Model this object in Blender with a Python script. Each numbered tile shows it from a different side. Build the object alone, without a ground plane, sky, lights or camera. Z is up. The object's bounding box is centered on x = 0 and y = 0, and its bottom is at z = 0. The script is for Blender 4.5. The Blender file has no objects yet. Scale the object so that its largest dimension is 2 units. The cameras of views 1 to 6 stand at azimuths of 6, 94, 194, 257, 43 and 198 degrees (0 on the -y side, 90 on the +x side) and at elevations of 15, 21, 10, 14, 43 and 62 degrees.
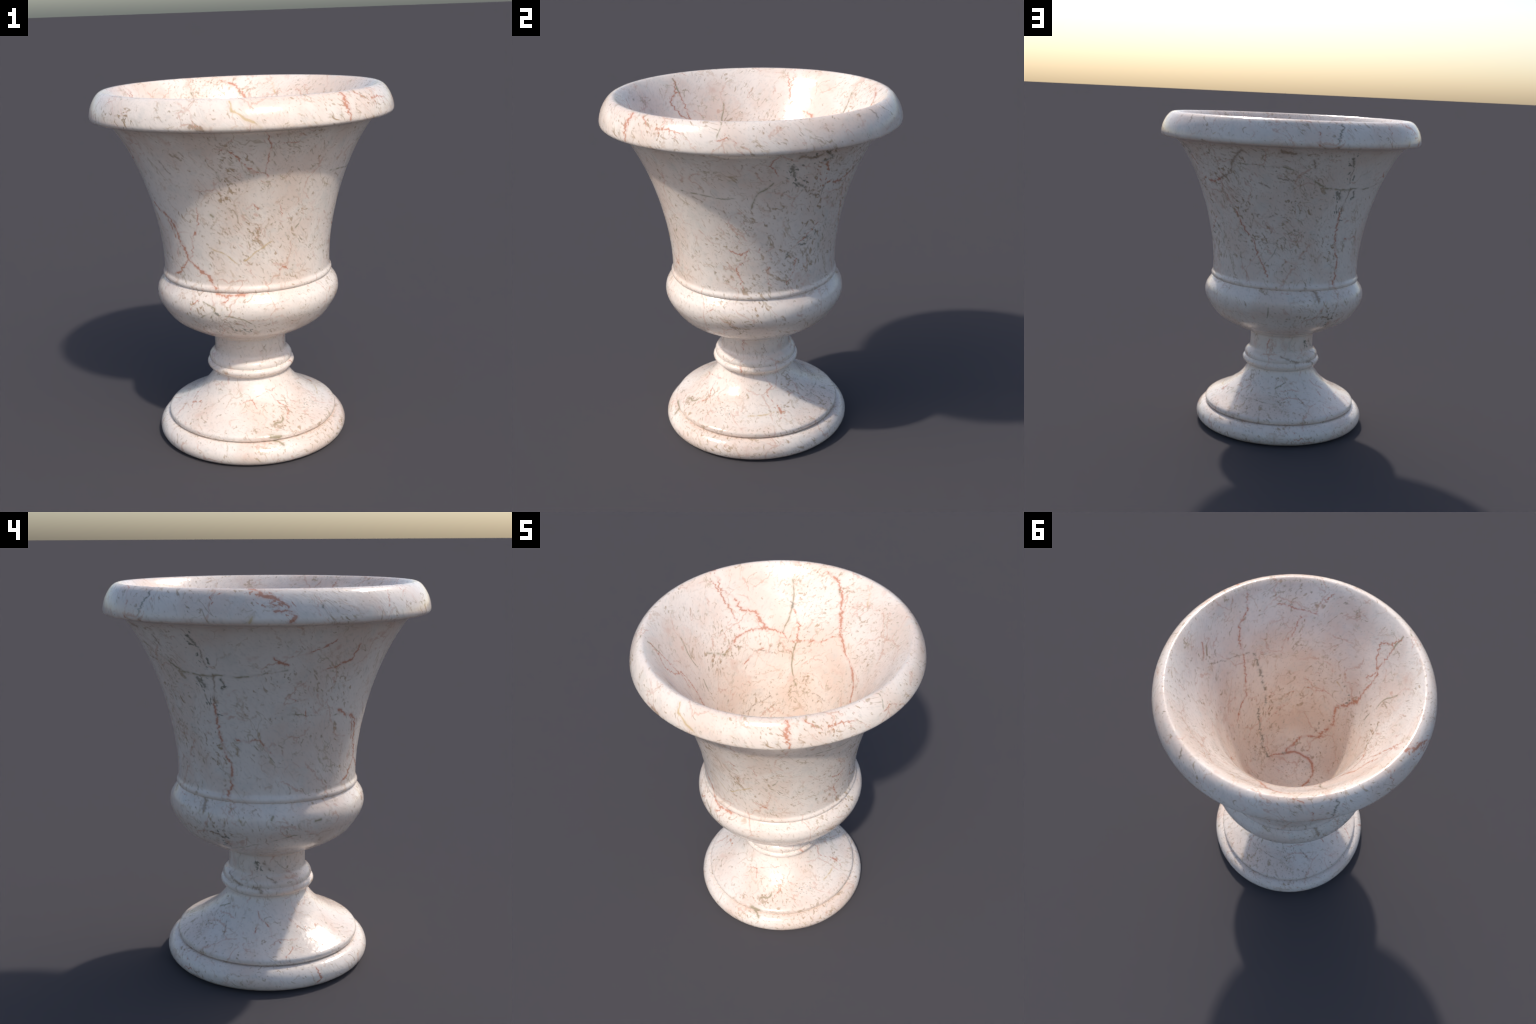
"""A turned marble garden urn: one lathe profile, split into named parts,
with a procedural veined-marble material."""
import bpy, math, random
from mathutils import Vector

SEGMENTS = 288          # facets round the axis
random.seed(4)

# ---------------------------------------------------------------- profile
# (radius, height) control points of the turned profile, one run per part.
# Neighbouring runs share their end point; inside a run the curve is smooth.
PROFILE = [
    ("base_ring", [(0.0, 0.004), (0.30, 0.004), (0.455, 0.002)], False),
    ("base_ring", [(0.455, 0.002), (0.485, 0.0), (0.505, 0.0035), (0.520, 0.0105), (0.5335, 0.0235),
                   (0.5410, 0.0395), (0.5434, 0.0560), (0.5410, 0.0725),
                   (0.5345, 0.0880), (0.5238, 0.1025), (0.5105, 0.1138),
                   (0.4960, 0.1202), (0.4830, 0.1222), (0.4660, 0.1215)], True),
    ("foot", [(0.4660, 0.1215), (0.4690, 0.1252), (0.4785, 0.1275), (0.4845, 0.1315), (0.4868, 0.1380), (0.4873, 0.1460), (0.4858, 0.1537),
              (0.4805, 0.1597), (0.4725, 0.1650), (0.4630, 0.1700),
              (0.4440, 0.1790), (0.4216, 0.1895), (0.4012, 0.2000),
              (0.3823, 0.2100), (0.3651, 0.2200), (0.3498, 0.2300),
              (0.3355, 0.2400), (0.3215, 0.2500), (0.3078, 0.2600), (0.2945, 0.2700),
              (0.2830, 0.2800), (0.2732, 0.2900), (0.2640, 0.3000), (0.2550, 0.3100),
              (0.2468, 0.3200), (0.2392, 0.3300), (0.2323, 0.3400), (0.2260, 0.3500),
              (0.2200, 0.3620), (0.2160, 0.3720), (0.2135, 0.3850)], True),
    ("collar", [(0.2135, 0.3850), (0.2235, 0.3915), (0.2360, 0.4000), (0.2455, 0.4100),
                (0.2502, 0.4190), (0.2508, 0.4265), (0.2475, 0.4350), (0.2400, 0.4410),
                (0.2350, 0.4420)], True),
    ("collar", [(0.2350, 0.4420), (0.2375, 0.4480), (0.2388, 0.4560), (0.2378, 0.4660),
                (0.2335, 0.4760), (0.2260, 0.4850), (0.2170, 0.4920), (0.2095, 0.4985),
                (0.2053, 0.5060), (0.2043, 0.5160)], True),
    ("neck", [(0.2043, 0.5160), (0.2042, 0.5450), (0.2039, 0.5750), (0.2040, 0.6095)], True),
    ("belly", [(0.2040, 0.6095), (0.2120, 0.6110), (0.2245, 0.6175), (0.2390, 0.6265), (0.2585, 0.6375)], True),
    ("belly", [(0.2585, 0.6375), (0.2860, 0.6482), (0.3170, 0.6600), (0.3360, 0.6700), (0.3545, 0.6800), (0.3730, 0.6900),
               (0.3900, 0.7000), (0.4055, 0.7100), (0.4195, 0.7200), (0.4315, 0.7300), (0.4415, 0.7400),
               (0.4575, 0.7600), (0.4715, 0.7800), (0.4842, 0.8000), (0.4960, 0.8200), (0.5050, 0.8400),
               (0.5105, 0.8600), (0.5122, 0.8780), (0.5100, 0.8980), (0.5040, 0.9180), (0.4938, 0.9350),
               (0.4825, 0.9500), (0.4725, 0.9630), (0.4650, 0.9700)], True),
    ("bead", [(0.4650, 0.9700), (0.4705, 0.9730), (0.4740, 0.9780), (0.4753, 0.9850),
              (0.4740, 0.9920), (0.4708, 0.9990), (0.4672, 1.0055), (0.4652, 1.0130)], True),
    ("bowl", [(0.4652, 1.0130), (0.4648, 1.0300), (0.4651, 1.0600), (0.4668, 1.1000),
              (0.4700, 1.1450), (0.4770, 1.2000), (0.4848, 1.2500), (0.4945, 1.3000),
              (0.5060, 1.3500), (0.5180, 1.4000), (0.5325, 1.4500), (0.5488, 1.5000),
              (0.5665, 1.5500), (0.5865, 1.6000), (0.6092, 1.6500), (0.6340, 1.7000),
              (0.6560, 1.7400), (0.6815, 1.7800), (0.7000, 1.8070), (0.7120, 1.8205),
              (0.7245, 1.8320), (0.7410, 1.8395)], True),
    ("rim", [(0.7410, 1.8395), (0.7630, 1.8440), (0.7850, 1.8470), (0.8000, 1.8498), (0.8105, 1.8540),
             (0.8170, 1.8615), (0.8193, 1.8720), (0.8182, 1.8860), (0.8150, 1.9030),
             (0.8100, 1.9200), (0.8030, 1.9370), (0.7940, 1.9540), (0.7830, 1.9705),
             (0.7725, 1.9830), (0.7640, 1.9905), (0.7560, 1.9955), (0.7475, 1.9990), (0.7395, 2.0000),
             (0.7325, 1.9982), (0.7245, 1.9925), (0.7120, 1.9810)], True),
    ("bowl_interior", [(0.7120, 1.9810), (0.6845, 1.9470), (0.6590, 1.9090), (0.6265, 1.8550),
                       (0.5915, 1.8000), (0.5585, 1.7500), (0.5275, 1.7000), (0.5015, 1.6500), (0.4757, 1.6000),
                       (0.4400, 1.5000), (0.4030, 1.4000), (0.3680, 1.3000), (0.3410, 1.2000),
                       (0.3130, 1.1000), (0.2950, 1.0500), (0.2690, 1.0000), (0.2300, 0.9550), (0.1700, 0.9080),
                       (0.0900, 0.8790), (0.0, 0.8710)], True),
]

def smooth_run(points, step):
    """Catmull-Rom through the control points, sampled about every `step`."""
    out = []
    n = len(points)
    for i in range(n - 1):
        p1, p2 = points[i], points[i + 1]
        p0 = points[i - 1] if i > 0 else (2 * p1[0] - p2[0], 2 * p1[1] - p2[1])
        p3 = points[i + 2] if i + 2 < n else (2 * p2[0] - p1[0], 2 * p2[1] - p1[1])
        # centripetal parametrisation keeps tight curves free of loops
        d = [max(math.dist(a, b), 1e-6) ** 0.5 for a, b in ((p0, p1), (p1, p2), (p2, p3))]
        t0, t1 = 0.0, d[0]
        t2 = t1 + d[1]
        t3 = t2 + d[2]
        k = max(2, int(math.ceil(math.dist(p1, p2) / step)))
        for j in range(k):
            t = t1 + (t2 - t1) * j / k
            q = []
            for c in (0, 1):
                a1 = (t1 - t) / (t1 - t0) * p0[c] + (t - t0) / (t1 - t0) * p1[c]
                a2 = (t2 - t) / (t2 - t1) * p1[c] + (t - t1) / (t2 - t1) * p2[c]
                a3 = (t3 - t) / (t3 - t2) * p2[c] + (t - t2) / (t3 - t2) * p3[c]
                b1 = (t2 - t) / (t2 - t0) * a1 + (t - t0) / (t2 - t0) * a2
                b2 = (t3 - t) / (t3 - t1) * a2 + (t - t1) / (t3 - t1) * a3
                q.append((t2 - t) / (t2 - t1) * b1 + (t - t1) / (t2 - t1) * b2)
            out.append((max(q[0], 0.0), q[1]))
    out.append(points[-1])
    return out

def part_curves():
    """Sampled profile: list of (part name, [(r, z), ...])."""
    curves = []
    for name, pts, smooth in PROFILE:
        step = 0.02 if name == "bowl_interior" or name == "bowl" else (0.012 if name == "neck" else 0.006)
        c = smooth_run(pts, step)
        if curves and curves[-1][0] == name:
            curves[-1][1].extend(c[1:])
        else:
            curves.append((name, c))
    return curves
# ---------------------------------------------------------------- veins
# Larger veins of the stone.  Each: (mineral, width in mm, [(azimuth deg, height m), ...])
# azimuth is measured from +x towards +y; the radius follows from the profile.
VEINS = {
    "bowl": [
        ("red", 6, [(60, 1.60), (66, 1.46), (72, 1.36), (80, 1.26)]),
        ("red", 5, [(46, 1.38), (40, 1.33), (33, 1.28)]),
        ("red", 4, [(14, 1.81), (12, 1.76), (16, 1.70)]),
        ("red", 5, [(-10, 1.26), (-4, 1.24), (2, 1.27), (8, 1.25)]),
        ("red", 5, [(14, 1.16), (13, 1.10), (15, 1.04)]),
        ("brown", 6, [(82, 1.43), (90, 1.41), (97, 1.44)]),
        ("cluster", 150, [(36, 1.81), (27, 1.79), (24, 1.72), (28, 1.64)]),
        ("rust", 120, [(38, 1.72), (42, 1.62)]),
        ("cluster", 60, [(42, 1.34), (36, 1.27)]),
        ("freckle", 200, [(40, 1.78), (38, 1.60), (42, 1.42)]),
        ("cluster", 110, [(137, 1.78), (140, 1.66)]),
        ("cluster", 100, [(134, 1.57), (137, 1.48), (142, 1.42)]),
        ("cluster", 60, [(146, 1.575), (146, 1.54)]),
        ("freckle", 260, [(72, 1.50), (76, 1.40), (84, 1.30)]),
        ("freckle", 200, [(64, 1.78), (66, 1.68), (58, 1.60)]),
        ("freckle", 160, [(104, 1.50), (112, 1.47)]),
        ("freckle", 150, [(130, 1.26), (138, 1.20)]),
        ("freckle", 150, [(-92, 1.72), (-88, 1.60), (-96, 1.50)]),
        ("freckle", 110, [(-82, 1.33), (-78, 1.28)]),
        ("red", 10, [(-152, 1.415), (-147, 1.395), (-140, 1.37), (-136.5, 1.354), (-131.5, 1.289), (-129.4, 1.218), (-124.2, 1.133), (-116.7, 1.087), (-109.7, 1.045), (-104, 0.99)]),
        ("red", 7, [(-124.2, 1.133), (-131.4, 1.077), (-139.8, 1.025)]),
        ("red", 4, [(-112, 1.426), (-113, 1.336), (-120.6, 1.229), (-120.8, 1.164), (-124.4, 1.124)]),
        ("red", 5, [(-75.5, 1.84), (-73.4, 1.807), (-72, 1.763), (-72.9, 1.704), (-73.5, 1.636), (-72.7, 1.592)]),
        ("red", 3, [(-72.2, 1.777), (-66.9, 1.774), (-59.8, 1.765)]),
        ("red", 4, [(-95, 1.76), (-88.6, 1.73), (-84, 1.677), (-81.1, 1.641), (-74.1, 1.619)]),
        ("red", 5, [(-84, 1.431), (-79.6, 1.447), (-76.9, 1.427)]),
        ("red", 6, [(-63, 1.082), (-60.5, 1.092), (-58.5, 1.08)]),
        ("red", 3, [(-66, 1.46), (-64, 1.41), (-62.5, 1.37)]),
        ("yellow", 5, [(-107.7, 1.212), (-97.4, 1.18), (-88.5, 1.118)]),
        ("yellow", 5, [(-67.9, 1.251), (-75, 1.211), (-84.9, 1.144)]),
        ("olive", 4, [(-46.3, 1.393), (-50.1, 1.337), (-53.1, 1.305)]),
        ("olive", 6, [(-97, 1.63), (-95.5, 1.585)]),
        ("olive", 7, [(-104, 1.397), (-102.5, 1.388)]),
        ("brown", 4, [(-128, 1.69), (-125, 1.64), (-122, 1.61)]),
        ("brown", 4, [(-107, 1.52), (-103.5, 1.47)]),
        ("olive", 4, [(-34, 1.582), (-23.7, 1.586), (-15, 1.572), (-4.9, 1.569)]),
        ("dark", 11, [(22, 1.745), (23, 1.72), (24, 1.695)]),
        ("dark", 9, [(26.5, 1.645), (28, 1.625), (30, 1.61)]),
        ("dark", 9, [(36.7, 1.811), (41, 1.772), (37.1, 1.762)]),
        ("brown", 7, [(31, 1.60), (36, 1.57), (42.6, 1.539), (43.1, 1.615)]),
        ("brown", 12, [(24, 1.80), (30, 1.79), (34, 1.80)]),
        ("red", 3, [(8.4, 1.277), (4.3, 1.219), (0.2, 1.2)]),
        ("dark", 5, [(46, 1.32), (43.6, 1.286), (38.7, 1.267), (28.1, 1.267), (26.5, 1.201)]),
        ("olive", 6, [(4, 1.512), (5.5, 1.56), (7.3, 1.608), (14, 1.662)]),
        ("red", 4, [(0.4, 1.259), (-1.8, 1.2), (-7.3, 1.158), (-4.5, 1.083), (-3.5, 1.0)]),
        ("red", 4, [(32.4, 1.191), (31.8, 1.115), (26, 1.047)]),
        ("olive", 4, [(76.4, 1.731), (88.2, 1.731), (101.5, 1.727)]),
        ("olive", 5, [(101.5, 1.727), (110, 1.696), (117, 1.652), (124, 1.617), (131, 1.602), (138.6, 1.597), (153.4, 1.599), (163, 1.61), (175.6, 1.637)]),
        ("red", 8, [(138.8, 1.458), (139.2, 1.39), (138.9, 1.356), (139.8, 1.29), (142, 1.22), (145.5, 1.165), (145.4, 1.065), (143.5, 0.99)]),
        ("red", 5, [(80.8, 1.259), (83, 1.179), (88.2, 1.103), (90.9, 1.044)]),
        ("olive", 3, [(98.7, 1.252), (94.1, 1.178), (88.1, 1.123)]),
        ("brown", 3, [(84.5, 1.262), (96.3, 1.261), (118, 1.166)]),
        ("brown", 16, [(80.3, 1.811), (76, 1.77), (73, 1.73), (70, 1.686)]),
        ("red", 12, [(60.6, 1.628), (55, 1.60), (50.2, 1.607)]),
        ("brown", 9, [(69, 1.665), (65, 1.64), (60.6, 1.628)]),
        ("brown", 6, [(98.1, 1.655), (106, 1.652)]),
        ("brown", 9, [(115.3, 1.767), (116, 1.745), (117, 1.719)]),
        ("brown", 5, [(87, 1.623), (92.5, 1.604)]),
        ("brown", 14, [(100, 1.815), (106, 1.81)]),
        ("dark", 9, [(135.5, 1.79), (137, 1.761), (138.3, 1.733)]),
        ("dark", 10, [(133.4, 1.585), (135, 1.565), (137, 1.545)]),
        ("dark", 9, [(145.3, 1.58), (146, 1.565), (147.2, 1.549)]),
        ("brown", 7, [(142, 1.6), (141.6, 1.518), (139, 1.47), (138.8, 1.45)]),
        ("brown", 7, [(138.9, 1.718), (138.4, 1.68), (139.5, 1.65)]),
        ("red", 6, [(169.8, 1.687), (172, 1.665), (176, 1.66)]),
        ("red", 4, [(173.7, 1.694), (184.4, 1.706), (194.3, 1.762), (195.1, 1.8)]),
        ("red", 5, [(191.6, 1.616), (200.8, 1.648), (206.6, 1.666), (208.3, 1.743)]),
        ("red", 5, [(208, 1.415), (219, 1.376), (227, 1.25)]),
        ("red", 5, [(149, 1.282), (156.4, 1.269), (161.9, 1.287), (169, 1.221)]),
        ("olive", 3, [(160, 1.254), (170.9, 1.171), (171, 1.122)]),
        ("olive", 3, [(177.2, 1.416), (191.5, 1.399), (208.8, 1.39)]),
        ("red", 3, [(178, 1.50), (186, 1.44), (187, 1.36)]),
    ],
    "belly": [
        ("cluster", 80, [(138, 0.83), (141, 0.78), (137, 0.72)]),
        ("cluster", 60, [(-105, 0.91), (-104, 0.87)]),
        ("cluster", 80, [(-92, 0.80), (-84, 0.76)]),
        ("freckle", 120, [(-118, 0.90), (-112, 0.86)]),
        ("freckle", 140, [(8, 0.93), (2, 0.86), (-6, 0.80)]),
        ("red", 10, [(-104, 0.967), (-98.6, 0.958), (-92.3, 0.956), (-85.1, 0.963)]),
        ("red", 6, [(-98.6, 0.958), (-96, 0.945), (-100, 0.923)]),
        ("red", 4, [(-115.3, 0.927), (-119.6, 0.91), (-120.6, 0.879)]),
        ("olive", 5, [(-111.7, 0.923), (-103.8, 0.897), (-106.6, 0.839)]),
        ("olive", 4, [(-104.9, 0.879), (-119.2, 0.815)]),
        ("brown", 4, [(-106.6, 0.839), (-103.9, 0.76), (-109.1, 0.671)]),
        ("olive", 3, [(-98, 0.86), (-88, 0.84), (-80, 0.80), (-79, 0.76)]),
        ("red", 4, [(-64.5, 0.918), (-58.9, 0.927)]),
        ("red", 4, [(-14.6, 0.949), (-22.2, 0.914), (-25.5, 0.9), (-28.1, 0.865), (-33.2, 0.849)]),
        ("brown", 14, [(127, 0.972), (128, 0.95), (129, 0.92)]),
        ("brown", 6, [(128, 0.945), (131, 0.935), (132.5, 0.93)]),
        ("red", 3, [(112, 0.956), (102.6, 0.951), (95.4, 0.956)]),
        ("olive", 8, [(170.6, 0.914), (169.7, 0.899)]),
        ("olive", 8, [(194.7, 0.881), (197.9, 0.885)]),
        ("brown", 6, [(140.8, 0.78), (137.6, 0.806), (126, 0.814)]),
        ("olive", 3, [(121.1, 0.65), (140, 0.71), (163.1, 0.767), (182.1, 0.813), (194.5, 0.807)]),
        ("olive", 4, [(95, 0.93), (94, 0.86), (93, 0.80)]),
    ],
    "rim": [
        ("cluster", 70, [(-128, 1.90), (-121, 1.885)]),
        ("rust", 75, [(-46, 1.985), (-45, 1.93), (-45, 1.88)]),
        ("rust", 110, [(162, 1.985), (170, 1.95), (174, 1.89)]),
        ("rust", 80, [(-32, 1.95), (-20, 1.945)]),
        ("rust", 80, [(-101, 1.87), (-97, 1.885)]),
        ("red", 5, [(170, 1.965), (168, 1.945), (171, 1.93), (169.5, 1.909)]),
        ("red", 4, [(152, 1.985), (149, 1.965), (150, 1.94)]),
        ("red", 5, [(-40, 1.995), (-37, 1.98), (-35, 1.965)]),
        ("freckle", 120, [(218, 1.92), (228, 1.90), (238, 1.89)]),
        ("freckle", 120, [(-48, 1.94), (-38, 1.95), (-28, 1.94)]),
        ("red", 10, [(-45, 1.992), (-45.3, 1.953), (-45.4, 1.925)]),
        ("red", 6, [(-45.4, 1.925), (-44.6, 1.90), (-45, 1.865)]),
        ("yellow", 9, [(-88.2, 1.989), (-87, 1.947), (-81.8, 1.909), (-77.7, 1.873)]),
        ("red", 5, [(-30.2, 1.949), (-25.1, 1.957), (-18.8, 1.937)]),
        ("red", 4, [(-7.8, 1.925), (-3.5, 1.933), (-0.2, 1.913)]),
        ("olive", 4, [(-6.3, 1.995), (-7.3, 1.939)]),
        ("red", 5, [(107.9, 1.998), (111, 1.988), (114.8, 1.933), (115.3, 1.86)]),
        ("dark", 6, [(125, 1.988), (124.6, 1.96), (123, 1.90), (123, 1.857)]),
        ("yellow", 4, [(78.3, 1.989), (75.5, 1.936), (71.5, 1.897)]),
        ("brown", 6, [(54.6, 1.991), (56.4, 1.955)]),
        ("red", 9, [(161, 1.998), (163.5, 1.992), (165.1, 1.972), (170.1, 1.965), (173.4, 1.928)]),
        ("red", 9, [(169.5, 1.909), (172.8, 1.915), (175.2, 1.888), (173.3, 1.862)]),
        ("yellow", 8, [(162.7, 1.89), (161.8, 1.863)]),
        ("red", 4, [(210.1, 1.981), (208.8, 1.919)]),
        ("red", 4, [(218.6, 1.99), (219.5, 1.965)]),
        ("dark", 8, [(183.5, 1.932), (183.6, 1.925)]),
        ("brown", 16, [(-101, 1.875), (-99, 1.87), (-97, 1.868)]),
        ("olive", 5, [(226, 1.992), (223, 1.998)]),
        ("olive", 6, [(-125, 1.91), (-122, 1.90), (-121, 1.88)]),
    ],
    "bowl_interior": [
        ("cluster", 70, [(-120, 1.50), (-126, 1.46), (-128, 1.40)]),
        ("freckle", 150, [(168, 1.62), (174, 1.58), (182, 1.60)]),
        ("freckle", 170, [(-52, 1.25), (-44, 1.18)]),
        ("freckle", 130, [(-10, 1.85), (-14, 1.78)]),
        ("red", 8, [(161, 1.999), (162.6, 1.927), (154.6, 1.838), (154, 1.786), (145.3, 1.763), (139.2, 1.667)]),
        ("red", 9, [(139.1, 1.672), (152.9, 1.672), (162, 1.656), (169.1, 1.62)]),
        ("red", 5, [(139.2, 1.667), (126.8, 1.643), (123, 1.6), (100.9, 1.625), (85.9, 1.709)]),
        ("red", 9, [(107.8, 1.999), (99.3, 1.952), (94.4, 1.882), (89.1, 1.76), (87.1, 1.705), (77.7, 1.636), (65.1, 1.592), (54.9, 1.536), (48, 1.46)]),
        ("olive", 6, [(123.2, 1.913), (122.3, 1.78), (124.9, 1.713), (127.9, 1.651)]),
        ("dark", 11, [(122.8, 1.80), (122.2, 1.778)]),
        ("red", 5, [(121.1, 1.765), (117.3, 1.684), (118, 1.594)]),
        ("olive", 5, [(118, 1.594), (120.8, 1.455), (115, 1.34)]),
        ("red", 4, [(160.8, 1.488), (150.8, 1.548), (135.2, 1.571)]),
        ("brown", 4, [(165, 1.618), (153, 1.571), (135.5, 1.531)]),
        ("brown", 3, [(167.5, 1.207), (137.3, 1.271), (114.5, 1.299), (93.7, 1.316), (75.7, 1.306)]),
        ("olive", 6, [(225.5, 1.999), (225.4, 1.902)]),
        ("red", 5, [(225.4, 1.902), (223.9, 1.725), (227.4, 1.654)]),
        ("red", 6, [(225, 1.98), (227, 1.91), (233, 1.863), (229.7, 1.779), (222, 1.738), (221.3, 1.653), (222.7, 1.493)]),
        ("red", 10, [(222.7, 1.493), (229.8, 1.404), (239.5, 1.31), (235.6, 1.175), (247, 1.001)]),
        ("red", 7, [(247, 1.001), (273.7, 0.958), (283.8, 0.924), (304.6, 0.894)]),
        ("red", 9, [(304.6, 0.894), (264, 0.897), (206.6, 0.898), (182.4, 0.895), (142.2, 0.889)]),
        ("dark", 9, [(304, 0.895), (309, 0.897)]),
        ("red", 5, [(-13.5, 0.912), (-54.9, 0.892)]),
        ("olive", 7, [(174.7, 1.599), (187, 1.657)]),
        ("yellow", 5, [(80.1, 1.954), (77.6, 1.895)]),
        ("red", 6, [(-48.7, 1.999), (-45.5, 1.882), (-38.8, 1.833), (-34.9, 1.754), (-33.9, 1.656), (-30.1, 1.533), (-24.5, 1.405), (-2.9, 1.315)]),
        ("dark", 8, [(-42, 1.634), (-43.1, 1.525), (-43.7, 1.372), (-42.1, 1.241)]),
        ("dark", 8, [(-34, 1.243), (-26.3, 1.036), (-14.6, 0.913)]),
        ("brown", 5, [(-9.3, 1.762), (-23.4, 1.692), (-38.8, 1.656)]),
        ("red", 3, [(-40.4, 1.099), (-60.2, 1.17), (-64.3, 1.279), (-74, 1.31)]),
        ("red", 3, [(-86, 1.36), (-96, 1.345), (-102.8, 1.376), (-112, 1.36)]),
        ("red", 6, [(172.4, 1.999), (165, 1.96), (160.6, 1.822), (157.2, 1.703)]),
        ("yellow", 6, [(-112, 1.483), (-119.1, 1.457)]),
        ("red", 5, [(-13, 1.88), (-7.7, 1.811)]),
        ("red", 5, [(-76, 1.803), (-72.3, 1.73), (-68, 1.674)]),
        ("red", 5, [(-90.9, 1.954), (-86.4, 1.872)]),
        ("red", 4, [(-62, 1.88), (-75, 1.84), (-84, 1.83)]),
        ("brown", 6, [(-107.6, 1.106), (-106.9, 1.033)]),
        ("olive", 4, [(203.7, 1.49), (203.5, 1.706), (199.9, 1.828)]),
        ("olive", 7, [(97.3, 1.92), (96.5, 1.89)]),
    ],
    "foot": [
        ("cluster", 75, [(-29.5, 0.212), (-25, 0.212)]),
        ("freckle", 110, [(104, 0.33), (108, 0.24), (98, 0.20)]),
        ("freckle", 90, [(-64, 0.195), (-52, 0.19)]),
        ("red", 3, [(-78.7, 0.251), (-83.2, 0.284), (-97.4, 0.264)]),
        ("red", 3, [(-46.6, 0.329), (-58.6, 0.316), (-71.4, 0.331)]),
        ("red", 3, [(-79.1, 0.297), (-65.7, 0.313)]),
        ("red", 4, [(20, 0.36), (24, 0.32), (18, 0.28), (26, 0.235)]),
        ("red", 4, [(-60, 0.30), (-56, 0.26), (-50, 0.235), (-54, 0.20)]),
        ("brown", 4, [(120, 0.30), (124, 0.25), (131, 0.21)]),
        ("red", 4, [(60, 0.28), (55, 0.24), (62, 0.20)]),
        ("rust", 90, [(24, 0.235), (28, 0.21)]),
        ("rust", 110, [(200, 0.25), (215, 0.22)]),
        ("olive", 9, [(-69.2, 0.191), (-62, 0.196), (-59, 0.203)]),
        ("yellow", 5, [(-2.4, 0.209), (7.4, 0.209), (19.8, 0.222)]),
        ("red", 7, [(25.1, 0.228), (26.3, 0.21)]),
        ("brown", 4, [(92.8, 0.22), (72.2, 0.227), (44.4, 0.233)]),
        ("olive", 4, [(107.5, 0.362), (112.6, 0.326), (98.9, 0.29)]),
        ("red", 3, [(161, 0.322), (156.6, 0.255), (153.9, 0.195)]),
        ("red", 4, [(155.3, 0.323), (160, 0.297), (168.8, 0.261), (169.8, 0.228), (178.1, 0.206)]),
        ("red", 4, [(185.7, 0.192), (179.2, 0.167)]),
        ("olive", 11, [(-71.8, 0.150), (-69, 0.146), (-66.5, 0.149)]),
    ],
    "collar": [
        ("red", 5, [(-18, 0.445), (-14, 0.43), (-16, 0.41)]),
        ("brown", 5, [(-75, 0.48), (-70, 0.46)]),
        ("brown", 9, [(167.6, 0.501), (172, 0.485), (177.8, 0.469)]),
        ("brown", 7, [(104.1, 0.489), (118.7, 0.458), (133.3, 0.444)]),
        ("brown", 8, [(150, 0.443), (158, 0.437), (160, 0.425)]),
    ],
    "neck": [
        ("cluster", 70, [(150, 0.57), (160, 0.54)]),
        ("brown", 4, [(20, 0.60), (18, 0.57), (22, 0.53)]),
        ("red", 4, [(-15, 0.595), (-18, 0.56), (-14, 0.53)]),
        ("brown", 4, [(-60, 0.57), (-64, 0.54)]),
        ("brown", 8, [(160.5, 0.572), (172.4, 0.53)]),
        ("dark", 7, [(150, 0.566), (154, 0.546)]),
        ("red", 5, [(82, 0.59), (78, 0.55), (80, 0.535)]),
    ],
    "base_ring": [
        ("red", 4, [(112.6, 0.118), (115.8, 0.05), (121.2, 0.058)]),
        ("red", 6, [(194.3, 0.108), (197, 0.058), (195, 0.045)]),
        ("red", 4, [(115.9, 0.092), (112.4, 0.03), (128, 0.025)]),
        ("olive", 10, [(-70, 0.124), (-66, 0.112)]),
    ],
}


CURVES = part_curves()

def radius_at(part, z):
    """Radius of a part's surface at height z (outer branch on the rim)."""
    c = [p for n, pts in CURVES if n == part for p in pts]
    if part == "rim":
        c = [p for p in c[next(i for i, q in enumerate(c) if q[1] > 1.853):] ]
        top = max(range(len(c)), key=lambda i: c[i][1])
        c = c[:top + 1]
    best = None
    for a, b in zip(c[:-1], c[1:]):
        lo, hi = min(a[1], b[1]), max(a[1], b[1])
        if lo <= z <= hi and hi > lo:
            t = (z - a[1]) / (b[1] - a[1])
            r = a[0] + t * (b[0] - a[0])
            best = r if best is None else max(best, r)
    if best is None:
        best = min(c, key=lambda p: abs(p[1] - z))[0]
    return best

def vein_points(part, pts):
    """Subdivide a vein so that its straight pieces hug the turned surface."""
    out = []
    for i, (a, z) in enumerate(pts):
        if i:
            a0, z0 = pts[i - 1]
            da = (a - a0 + 180) % 360 - 180
            n = max(1, math.ceil(abs(da) / 9), math.ceil(abs(z - z0) / (0.09 if part == "bowl_interior" else 0.1)))
            for j in range(1, n + 1):
                t = j / n
                aa, zz = math.radians(a0 + da * t), z0 + (z - z0) * t
                r = radius_at(part, zz)
                out.append(Vector((r * math.cos(aa), r * math.sin(aa), zz)))
        else:
            r = radius_at(part, z)
            out.append(Vector((r * math.cos(math.radians(a)), r * math.sin(math.radians(a)), z)))
    return out

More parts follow.
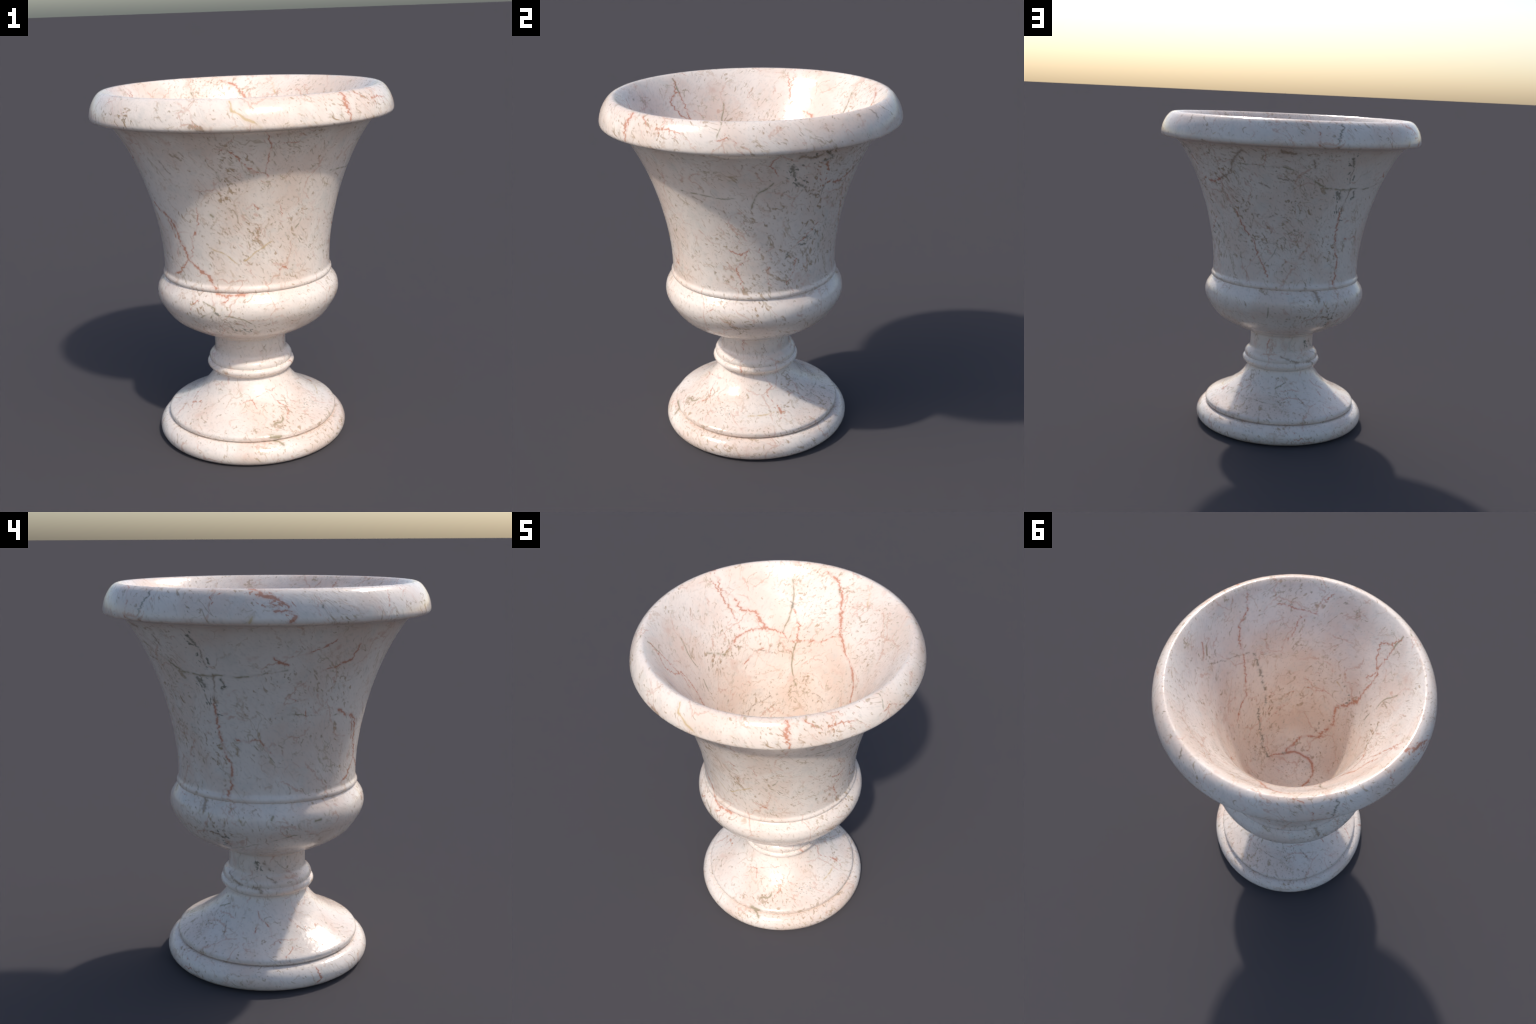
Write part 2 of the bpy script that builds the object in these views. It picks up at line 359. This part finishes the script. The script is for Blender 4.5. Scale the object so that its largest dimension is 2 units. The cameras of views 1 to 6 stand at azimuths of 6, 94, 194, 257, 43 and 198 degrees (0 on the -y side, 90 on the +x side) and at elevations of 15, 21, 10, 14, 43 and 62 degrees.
# ---------------------------------------------------------------- node helpers
class Net:
    """Small helper to write node graphs as expressions."""
    def __init__(self, tree):
        self.t, self.n, self.l = tree, tree.nodes, tree.links
    def add(self, kind, **props):
        node = self.n.new(kind)
        for k, v in props.items():
            setattr(node, k, v)
        return node
    def put(self, sock, val):
        if hasattr(val, "is_output"):
            self.l.new(val, sock)
        elif val is not None:
            sock.default_value = val
    def math(self, op, a, b=None, c=None, clamp=False):
        m = self.add("ShaderNodeMath", operation=op, use_clamp=clamp)
        for s, v in zip(m.inputs, (a, b, c)):
            self.put(s, v)
        return m.outputs[0]
    def vec(self, op, a, b=None, c=None, scale=None):
        m = self.add("ShaderNodeVectorMath", operation=op)
        for s, v in zip(m.inputs, (a, b, c)):
            self.put(s, v)
        if scale is not None:
            self.put(m.inputs["Scale"], scale)
        return m.outputs["Value"] if op in ("DOT_PRODUCT", "DISTANCE", "LENGTH") else m.outputs[0]
    def noise(self, co, scale, detail=3.0, rough=0.5, distortion=0.0, out=0):
        m = self.add("ShaderNodeTexNoise")
        self.put(m.inputs["Vector"], co)
        m.inputs["Scale"].default_value = scale
        m.inputs["Detail"].default_value = detail
        m.inputs["Roughness"].default_value = rough
        m.inputs["Distortion"].default_value = distortion
        return m.outputs[out]
    def step(self, x, lo, hi):
        """0 below lo, 1 above hi (or falling, when hi < lo)."""
        m = self.add("ShaderNodeMapRange", interpolation_type='SMOOTHSTEP')
        flip = hi < lo
        self.put(m.inputs[0], x)
        m.inputs[1].default_value, m.inputs[2].default_value = (hi, lo) if flip else (lo, hi)
        m.inputs[3].default_value, m.inputs[4].default_value = (1.0, 0.0) if flip else (0.0, 1.0)
        return m.outputs[0]
    def mix(self, fac, a, b):
        m = self.add("ShaderNodeMix", data_type='RGBA')
        self.put(m.inputs[0], fac)
        self.put(m.inputs[6], a)
        self.put(m.inputs[7], b)
        return m.outputs[2]

def rgb(r, g, b):
    return (r, g, b, 1.0)

MINERAL_COLOUR = {
    "red": rgb(0.58, 0.22, 0.12),
    "yellow": rgb(0.66, 0.46, 0.22),
    "olive": rgb(0.36, 0.285, 0.165),
    "brown": rgb(0.38, 0.25, 0.16),
    "dark": rgb(0.24, 0.21, 0.15),
    "cluster": rgb(0.21, 0.195, 0.14),
    "freckle": rgb(0.46, 0.31, 0.185),
    "rust": rgb(0.62, 0.30, 0.19),
}
BASE_PALE = rgb(0.92, 0.80, 0.705)
BASE_WARM = rgb(0.865, 0.695, 0.585)
BASE_GREY = rgb(0.76, 0.69, 0.61)

def stone_group():
    """Ground mass of the marble: mottling, grain, flecks, dashes, hair veins."""
    g = bpy.data.node_groups.new("marble_ground", "ShaderNodeTree")
    g.interface.new_socket("Coord", in_out='INPUT', socket_type='NodeSocketVector')
    g.interface.new_socket("Flecks", in_out='INPUT', socket_type='NodeSocketFloat')
    g.interface.new_socket("Color", in_out='OUTPUT', socket_type='NodeSocketColor')
    g.interface.new_socket("Height", in_out='OUTPUT', socket_type='NodeSocketFloat')
    g.interface.new_socket("Spots", in_out='OUTPUT', socket_type='NodeSocketFloat')
    k = Net(g)
    gi, go = k.add("NodeGroupInput"), k.add("NodeGroupOutput")
    p = gi.outputs["Coord"]
    dens = gi.outputs["Flecks"]
    # bent coordinates, a little stretched along the bedding
    bend = k.vec("SCALE", k.vec("SUBTRACT", k.noise(p, 5.0, 2, out=1), (0.5, 0.5, 0.5)), scale=0.10)
    q = k.vec("ADD", p, bend)
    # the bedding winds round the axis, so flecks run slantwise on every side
    sep = k.add("ShaderNodeSeparateXYZ")
    k.put(sep.inputs[0], q)
    tw = k.add("ShaderNodeVectorRotate", rotation_type='Z_AXIS')
    k.put(tw.inputs["Vector"], q)
    k.put(tw.inputs["Angle"], k.math("MULTIPLY", sep.outputs[2], 1.0))
    s = k.vec("MULTIPLY", tw.outputs[0], (1.0, 1.0, 0.64))
    # ground colour
    cloud = k.noise(q, 3.2, 4, 0.55)
    col = k.mix(k.step(cloud, 0.40, 0.66), BASE_PALE, BASE_WARM)
    grey = k.noise(q, 9.0, 4, 0.6)
    col = k.mix(k.math("MULTIPLY", k.step(grey, 0.52, 0.72), 0.5), col, BASE_GREY)
    grain = k.noise(s, 70.0, 3, 0.6)
    col = k.mix(k.math("MULTIPLY", k.step(grain, 0.50, 0.72), 0.30), col, rgb(0.56, 0.49, 0.43))
    # where flecks crowd
    crowd = k.noise(p, 2.6, 3, 0.6)
    crowd = k.math("ADD", k.math("MULTIPLY", k.math("SUBTRACT", crowd, 0.5), 0.28), dens)
    # small flecks: brown and olive
    def flecks(scale, thr, colour, strength, seed, prev, width=0.045):
        off = k.vec("ADD", s, (seed, seed * 0.7, -seed))
        f = k.noise(off, scale, 2.0, 0.45, 0.6)
        m = k.step(k.math("ADD", f, crowd), thr, thr + width)
        return k.mix(k.math("MULTIPLY", m, strength), prev, colour)
    col = flecks(28.0, 0.670, rgb(0.62, 0.455, 0.31), 0.60, 3.1, col, 0.12)
    col = flecks(42.0, 0.670, rgb(0.48, 0.32, 0.185), 0.74, 7.7, col, 0.07)
    col = flecks(66.0, 0.630, rgb(0.48, 0.345, 0.215), 0.68, 12.3, col, 0.10)
    col = flecks(50.0, 0.700, rgb(0.38, 0.27, 0.16), 0.72, 17.9, col, 0.06)
    col = flecks(46.0, 0.700, rgb(0.62, 0.34, 0.22), 0.50, 25.1, col, 0.10)
    # short curved dashes: pieces of iso-lines of a noise field
    def dashes(scale, w, gate_scale, gate, colour, strength, seed, prev):
        off = k.vec("ADD", s, (seed, -seed, seed * 0.5))
        line = k.math("ABSOLUTE", k.math("SUBTRACT", k.noise(off, scale, 3, 0.5), 0.5))
        m = k.step(line, w, w * 0.1)
        gt = k.noise(k.vec("ADD", off, (5.0, 5.0, 5.0)), gate_scale, 2, 0.5)
        m = k.math("MULTIPLY", m, k.step(k.math("ADD", gt, crowd), gate, gate + 0.06))
        return k.mix(k.math("MULTIPLY", m, strength), prev, colour)
    col = dashes(13.0, 0.030, 16.0, 0.58, rgb(0.46, 0.31, 0.185), 0.72, 21.0, col)
    col = dashes(9.0, 0.018, 9.0, 0.585, rgb(0.64, 0.36, 0.25), 0.52, 33.0, col)
    col = dashes(7.0, 0.011, 6.0, 0.56, rgb(0.52, 0.39, 0.235), 0.55, 41.0, col)
    # a faint crackle of hair veins, running every way and breaking off
    def crackle(scale, w, gate, colour, strength, seed, prev):
        jag = k.vec("SCALE", k.vec("SUBTRACT", k.noise(p, 26.0, 3, 0.6, out=1), (0.5, 0.5, 0.5)), scale=0.05)
        at = k.vec("ADD", k.vec("ADD", q, jag), (seed, seed * 1.3, seed * 0.4))
        v = k.add("ShaderNodeTexVoronoi", feature='DISTANCE_TO_EDGE')
        k.put(v.inputs["Vector"], at)
        v.inputs["Scale"].default_value = scale
        m = k.step(v.outputs["Distance"], w, w * 0.2)
        m = k.math("MULTIPLY", m, k.step(k.noise(at, scale * 1.4, 3, 0.6), gate, gate + 0.10))
        return k.mix(k.math("MULTIPLY", m, strength), prev, colour)
    col = crackle(4.0, 0.022, 0.50, rgb(0.64, 0.34, 0.22), 0.52, 3.0, col)
    col = crackle(7.5, 0.038, 0.51, rgb(0.62, 0.42, 0.28), 0.42, 8.0, col)
    col = crackle(12.0, 0.055, 0.55, rgb(0.54, 0.39, 0.24), 0.42, 15.0, col)
    # pale rose and ochre blushes
    col = k.mix(k.math("MULTIPLY", k.step(k.noise(q, 6.0, 5, 0.65), 0.60, 0.74), 0.45), col, rgb(0.74, 0.50, 0.39))
    k.put(go.inputs["Color"], col)
    k.put(go.inputs["Spots"], k.noise(k.vec("ADD", s, (2.0, 8.0, 1.0)), 52.0, 2.0, 0.5, 0.6))
    k.put(go.inputs["Height"], k.math("ADD", k.noise(s, 55.0, 3, 0.55), k.math("MULTIPLY", k.noise(p, 9.0, 2, 0.5), 1.2)))
    return g

def segment_group():
    """Distance from a point to one straight piece of vein, as a share of its width."""
    g = bpy.data.node_groups.new("vein_piece", "ShaderNodeTree")
    for n, kind in (("P", 'NodeSocketVector'), ("A", 'NodeSocketVector'), ("D", 'NodeSocketVector'),
                    ("Unit", 'NodeSocketVector'), ("InvWidth", 'NodeSocketFloat'), ("Prev", 'NodeSocketFloat')):
        g.interface.new_socket(n, in_out='INPUT', socket_type=kind)
    g.interface.new_socket("Value", in_out='OUTPUT', socket_type='NodeSocketFloat')
    k = Net(g)
    gi, go = k.add("NodeGroupInput"), k.add("NodeGroupOutput")
    o = gi.outputs
    rel = k.vec("SUBTRACT", o["P"], o["A"])
    h = k.math("MAXIMUM", k.math("MINIMUM", k.vec("DOT_PRODUCT", rel, o["Unit"]), 1.0), 0.0)
    d = k.vec("DISTANCE", rel, k.vec("SCALE", o["D"], scale=h))
    k.put(go.inputs[0], k.math("MINIMUM", k.math("MULTIPLY", d, o["InvWidth"]), o["Prev"]))
    return g

WIDEN = {"red": 1.2, "olive": 1.25, "cluster": 1.0, "freckle": 1.0, "rust": 1.0}   # soft borders eat into the nominal width
STONE = stone_group()
PIECE = segment_group()

def marble_material(name, veins, flecks):
    mat = bpy.data.materials.new(name)
    mat.use_nodes = True
    k = Net(mat.node_tree)
    bsdf = next(n for n in k.n if n.type == 'BSDF_PRINCIPLED')
    tc = k.add("ShaderNodeTexCoord")
    p = tc.outputs["Object"]
    st = k.add("ShaderNodeGroup", node_tree=STONE)
    k.put(st.inputs["Coord"], p)
    px = k.add("ShaderNodeSeparateXYZ")
    k.put(px.inputs[0], p)
    # the stone is calmer on the -x side of the bowl, busier towards +y
    calm = k.math("MULTIPLY", k.step(px.outputs[0], -0.15, -0.5), -0.030 if name == "marble_bowl" else 0.0)
    k.put(st.inputs["Flecks"], k.math("ADD", calm, flecks))
    col = st.outputs["Color"]
    # veins wander: a coarse sway plus a fine jagged zigzag
    sway = k.vec("SCALE", k.vec("SUBTRACT", k.noise(p, 12.0, 2, out=1), (0.5, 0.5, 0.5)), scale=0.035)
    # stylolite teeth: sideways by height, up and down by angle, so lines stay whole
    sep = k.add("ShaderNodeSeparateXYZ")
    k.put(sep.inputs[0], p)
    x, y, z = sep.outputs
    drift = k.noise(p, 6.0, 1, 0.5)
    def teeth(w):
        n = k.add("ShaderNodeTexNoise", noise_dimensions='1D')
        k.put(n.inputs["W"], k.math("ADD", w, k.math("MULTIPLY", drift, 4.0)))
        n.inputs["Scale"].default_value = 1.0
        n.inputs["Detail"].default_value = 1.5
        return k.math("SUBTRACT", n.outputs[0], 0.5)
    ang = k.math("ARCTAN2", y, x)
    side = k.vec("NORMALIZE", k.vec("CROSS_PRODUCT", (0.0, 0.0, 1.0), p))
    t1 = k.vec("SCALE", side, scale=k.math("MULTIPLY", teeth(k.math("MULTIPLY", z, 66.0)), 0.034 if name == "marble_interior" else 0.024))
    t2 = k.vec("SCALE", (0.0, 0.0, 1.0), scale=k.math("MULTIPLY", teeth(k.math("MULTIPLY", ang, 34.0)), 0.020))
    pj = k.vec("ADD", p, k.vec("ADD", sway, k.vec("ADD", t1, t2)))
    ps = k.vec("ADD", p, sway)
    rag = k.noise(p, 34.0, 3, 0.6)
    swell = k.noise(p, 11.0, 2, 0.5)
    for mineral in ("cluster", "freckle", "rust", "olive", "yellow", "brown", "red", "dark"):
        prev = 50.0
        for part, kind, width, pts in veins:
            if kind != mineral:
                continue
            vp = vein_points(part, pts)
            for a, b in zip(vp[:-1], vp[1:]):
                d = b - a
                if d.length < 1e-5:
                    continue
                s = k.add("ShaderNodeGroup", node_tree=PIECE)
                k.put(s.inputs["P"], pj if mineral in ("red", "dark", "brown") else ps)
                s.inputs["A"].default_value = a
                s.inputs["D"].default_value = d
                s.inputs["Unit"].default_value = d / d.length_squared
                s.inputs["InvWidth"].default_value = 1000.0 / (width * WIDEN.get(kind, 1.15) * (1.06 if name == "marble_interior" else 1.0) * 0.5)
                k.put(s.inputs["Prev"], prev)
                prev = s.outputs[0]
        if prev == 50.0:
            continue
        if mineral in ("cluster", "freckle", "rust"):
            # a crowd of separate spots, thinning out away from the line
            lim = k.math("MULTIPLY_ADD", k.step(prev, 0.2, 1.25), 0.15, 0.56)
            m = k.step(k.math("SUBTRACT", st.outputs["Spots"], lim), 0.0, 0.07)
            m = k.math("MULTIPLY", m, k.step(prev, 1.3, 1.0))
            col = k.mix(k.math("MULTIPLY", m, 0.85), col, MINERAL_COLOUR[mineral])
            continue
        # width swells and thins; ragged borders; gaps
        wd = k.math("DIVIDE", prev, k.math("MULTIPLY_ADD", swell, 2.4, -0.05))
        wd = k.math("ADD", wd, k.math("MULTIPLY_ADD", rag, 1.6, -0.8))
        core = k.step(wd, 1.45, 0.60)
        halo = k.math("MULTIPLY", k.step(wd, 3.2, 0.8), 0.28)
        m = k.math("MULTIPLY", k.math("MAXIMUM", core, halo), {"yellow": 0.75, "red": 0.80, "dark": 0.75, "olive": 0.8}.get(mineral, 0.72))
        col = k.mix(m, col, MINERAL_COLOUR[mineral])
    k.put(bsdf.inputs["Base Color"], col)
    bsdf.inputs["Roughness"].default_value = 0.18
    bsdf.inputs["IOR"].default_value = 1.5
    bump = k.add("ShaderNodeBump")
    bump.inputs["Strength"].default_value = 0.5
    bump.inputs["Distance"].default_value = 0.0025
    k.put(bump.inputs["Height"], st.outputs["Height"])
    k.put(bsdf.inputs["Normal"], bump.outputs[0])
    return mat

# ---------------------------------------------------------------- geometry
def profile_normals(flat):
    """Outward normals along the whole profile (so parts meet without a seam)."""
    out = []
    n = len(flat)
    for i in range(n):
        a, b = flat[max(i - 1, 0)], flat[min(i + 1, n - 1)]
        c = flat[i]
        u = (c[0] - a[0], c[1] - a[1])
        v = (b[0] - c[0], b[1] - c[1])
        lu, lv = math.hypot(*u) or 1e9, math.hypot(*v) or 1e9
        tx = u[0] / lu + v[0] / lv if lu < 1e8 and lv < 1e8 else (u[0] + v[0])
        ty = u[1] / lu + v[1] / lv if lu < 1e8 and lv < 1e8 else (u[1] + v[1])
        l = math.hypot(tx, ty) or 1.0
        out.append((ty / l, -tx / l))
    return out

flat = []
owner = []
for name, c in CURVES:
    pts = c if not flat else c[1:]
    flat.extend(pts)
NORM = profile_normals(flat)
NORM[0] = (0.0, -1.0)
NORM[-1] = (0.0, 1.0)

def lathe_part(name, first, last):
    """Turn profile samples first..last about z into one mesh object."""
    verts, normals, faces = [], [], []
    rings = []
    for i in range(first, last + 1):
        r, z = flat[i]
        nr, nz = NORM[i]
        if r < 1e-6:
            rings.append([len(verts)])
            verts.append((0, 0, z))
            normals.append((0, 0, nz))
            continue
        ring = []
        for s in range(SEGMENTS):
            a = 2 * math.pi * s / SEGMENTS
            ca, sa = math.cos(a), math.sin(a)
            ring.append(len(verts))
            verts.append((r * ca, r * sa, z))
            normals.append((nr * ca, nr * sa, nz))
        rings.append(ring)
    for lo, hi in zip(rings[:-1], rings[1:]):
        for s in range(SEGMENTS):
            t = (s + 1) % SEGMENTS
            if len(lo) == 1:
                faces.append((lo[0], hi[t], hi[s]))
            elif len(hi) == 1:
                faces.append((lo[s], lo[t], hi[0]))
            else:
                faces.append((lo[s], lo[t], hi[t], hi[s]))
    me = bpy.data.meshes.new(name)
    me.from_pydata(verts, [], faces)
    me.polygons.foreach_set("use_smooth", [True] * len(me.polygons))
    me.update()
    me.normals_split_custom_set_from_vertices(normals)
    ob = bpy.data.objects.new(name, me)
    bpy.context.scene.collection.objects.link(ob)
    return ob

urn = bpy.data.objects.new("marble_urn", None)
bpy.context.scene.collection.objects.link(urn)
urn["label"] = "pale cream marble garden urn with red and brown veins"
urn["category"] = "garden urn"

ALL = [(part,) + v for part, vs in VEINS.items() for v in vs]
def pick(*parts):
    return [v for v in ALL if v[0] in parts]

MATS = {
    "bowl": marble_material("marble_bowl", pick("bowl"), 0.004),
    "rim": marble_material("marble_rim", pick("rim"), -0.012),
    "bowl_interior": marble_material("marble_interior", pick("bowl_interior"), -0.012),
    "belly": marble_material("marble_belly", pick("belly"), -0.008),
    "foot": marble_material("marble_foot", pick("foot", "base_ring", "collar", "neck"), -0.006),
}
MATERIAL_OF = {"base_ring": "foot", "foot": "foot", "collar": "foot", "neck": "foot",
               "belly": "belly", "bead": "bowl", "bowl": "bowl", "rim": "rim",
               "bowl_interior": "bowl_interior"}
start = 0
for name, c in CURVES:
    end = start + len(c) - 1
    ob = lathe_part(name, start, end)
    ob.parent = urn
    ob.data.materials.append(MATS[MATERIAL_OF[name]])
    start = end
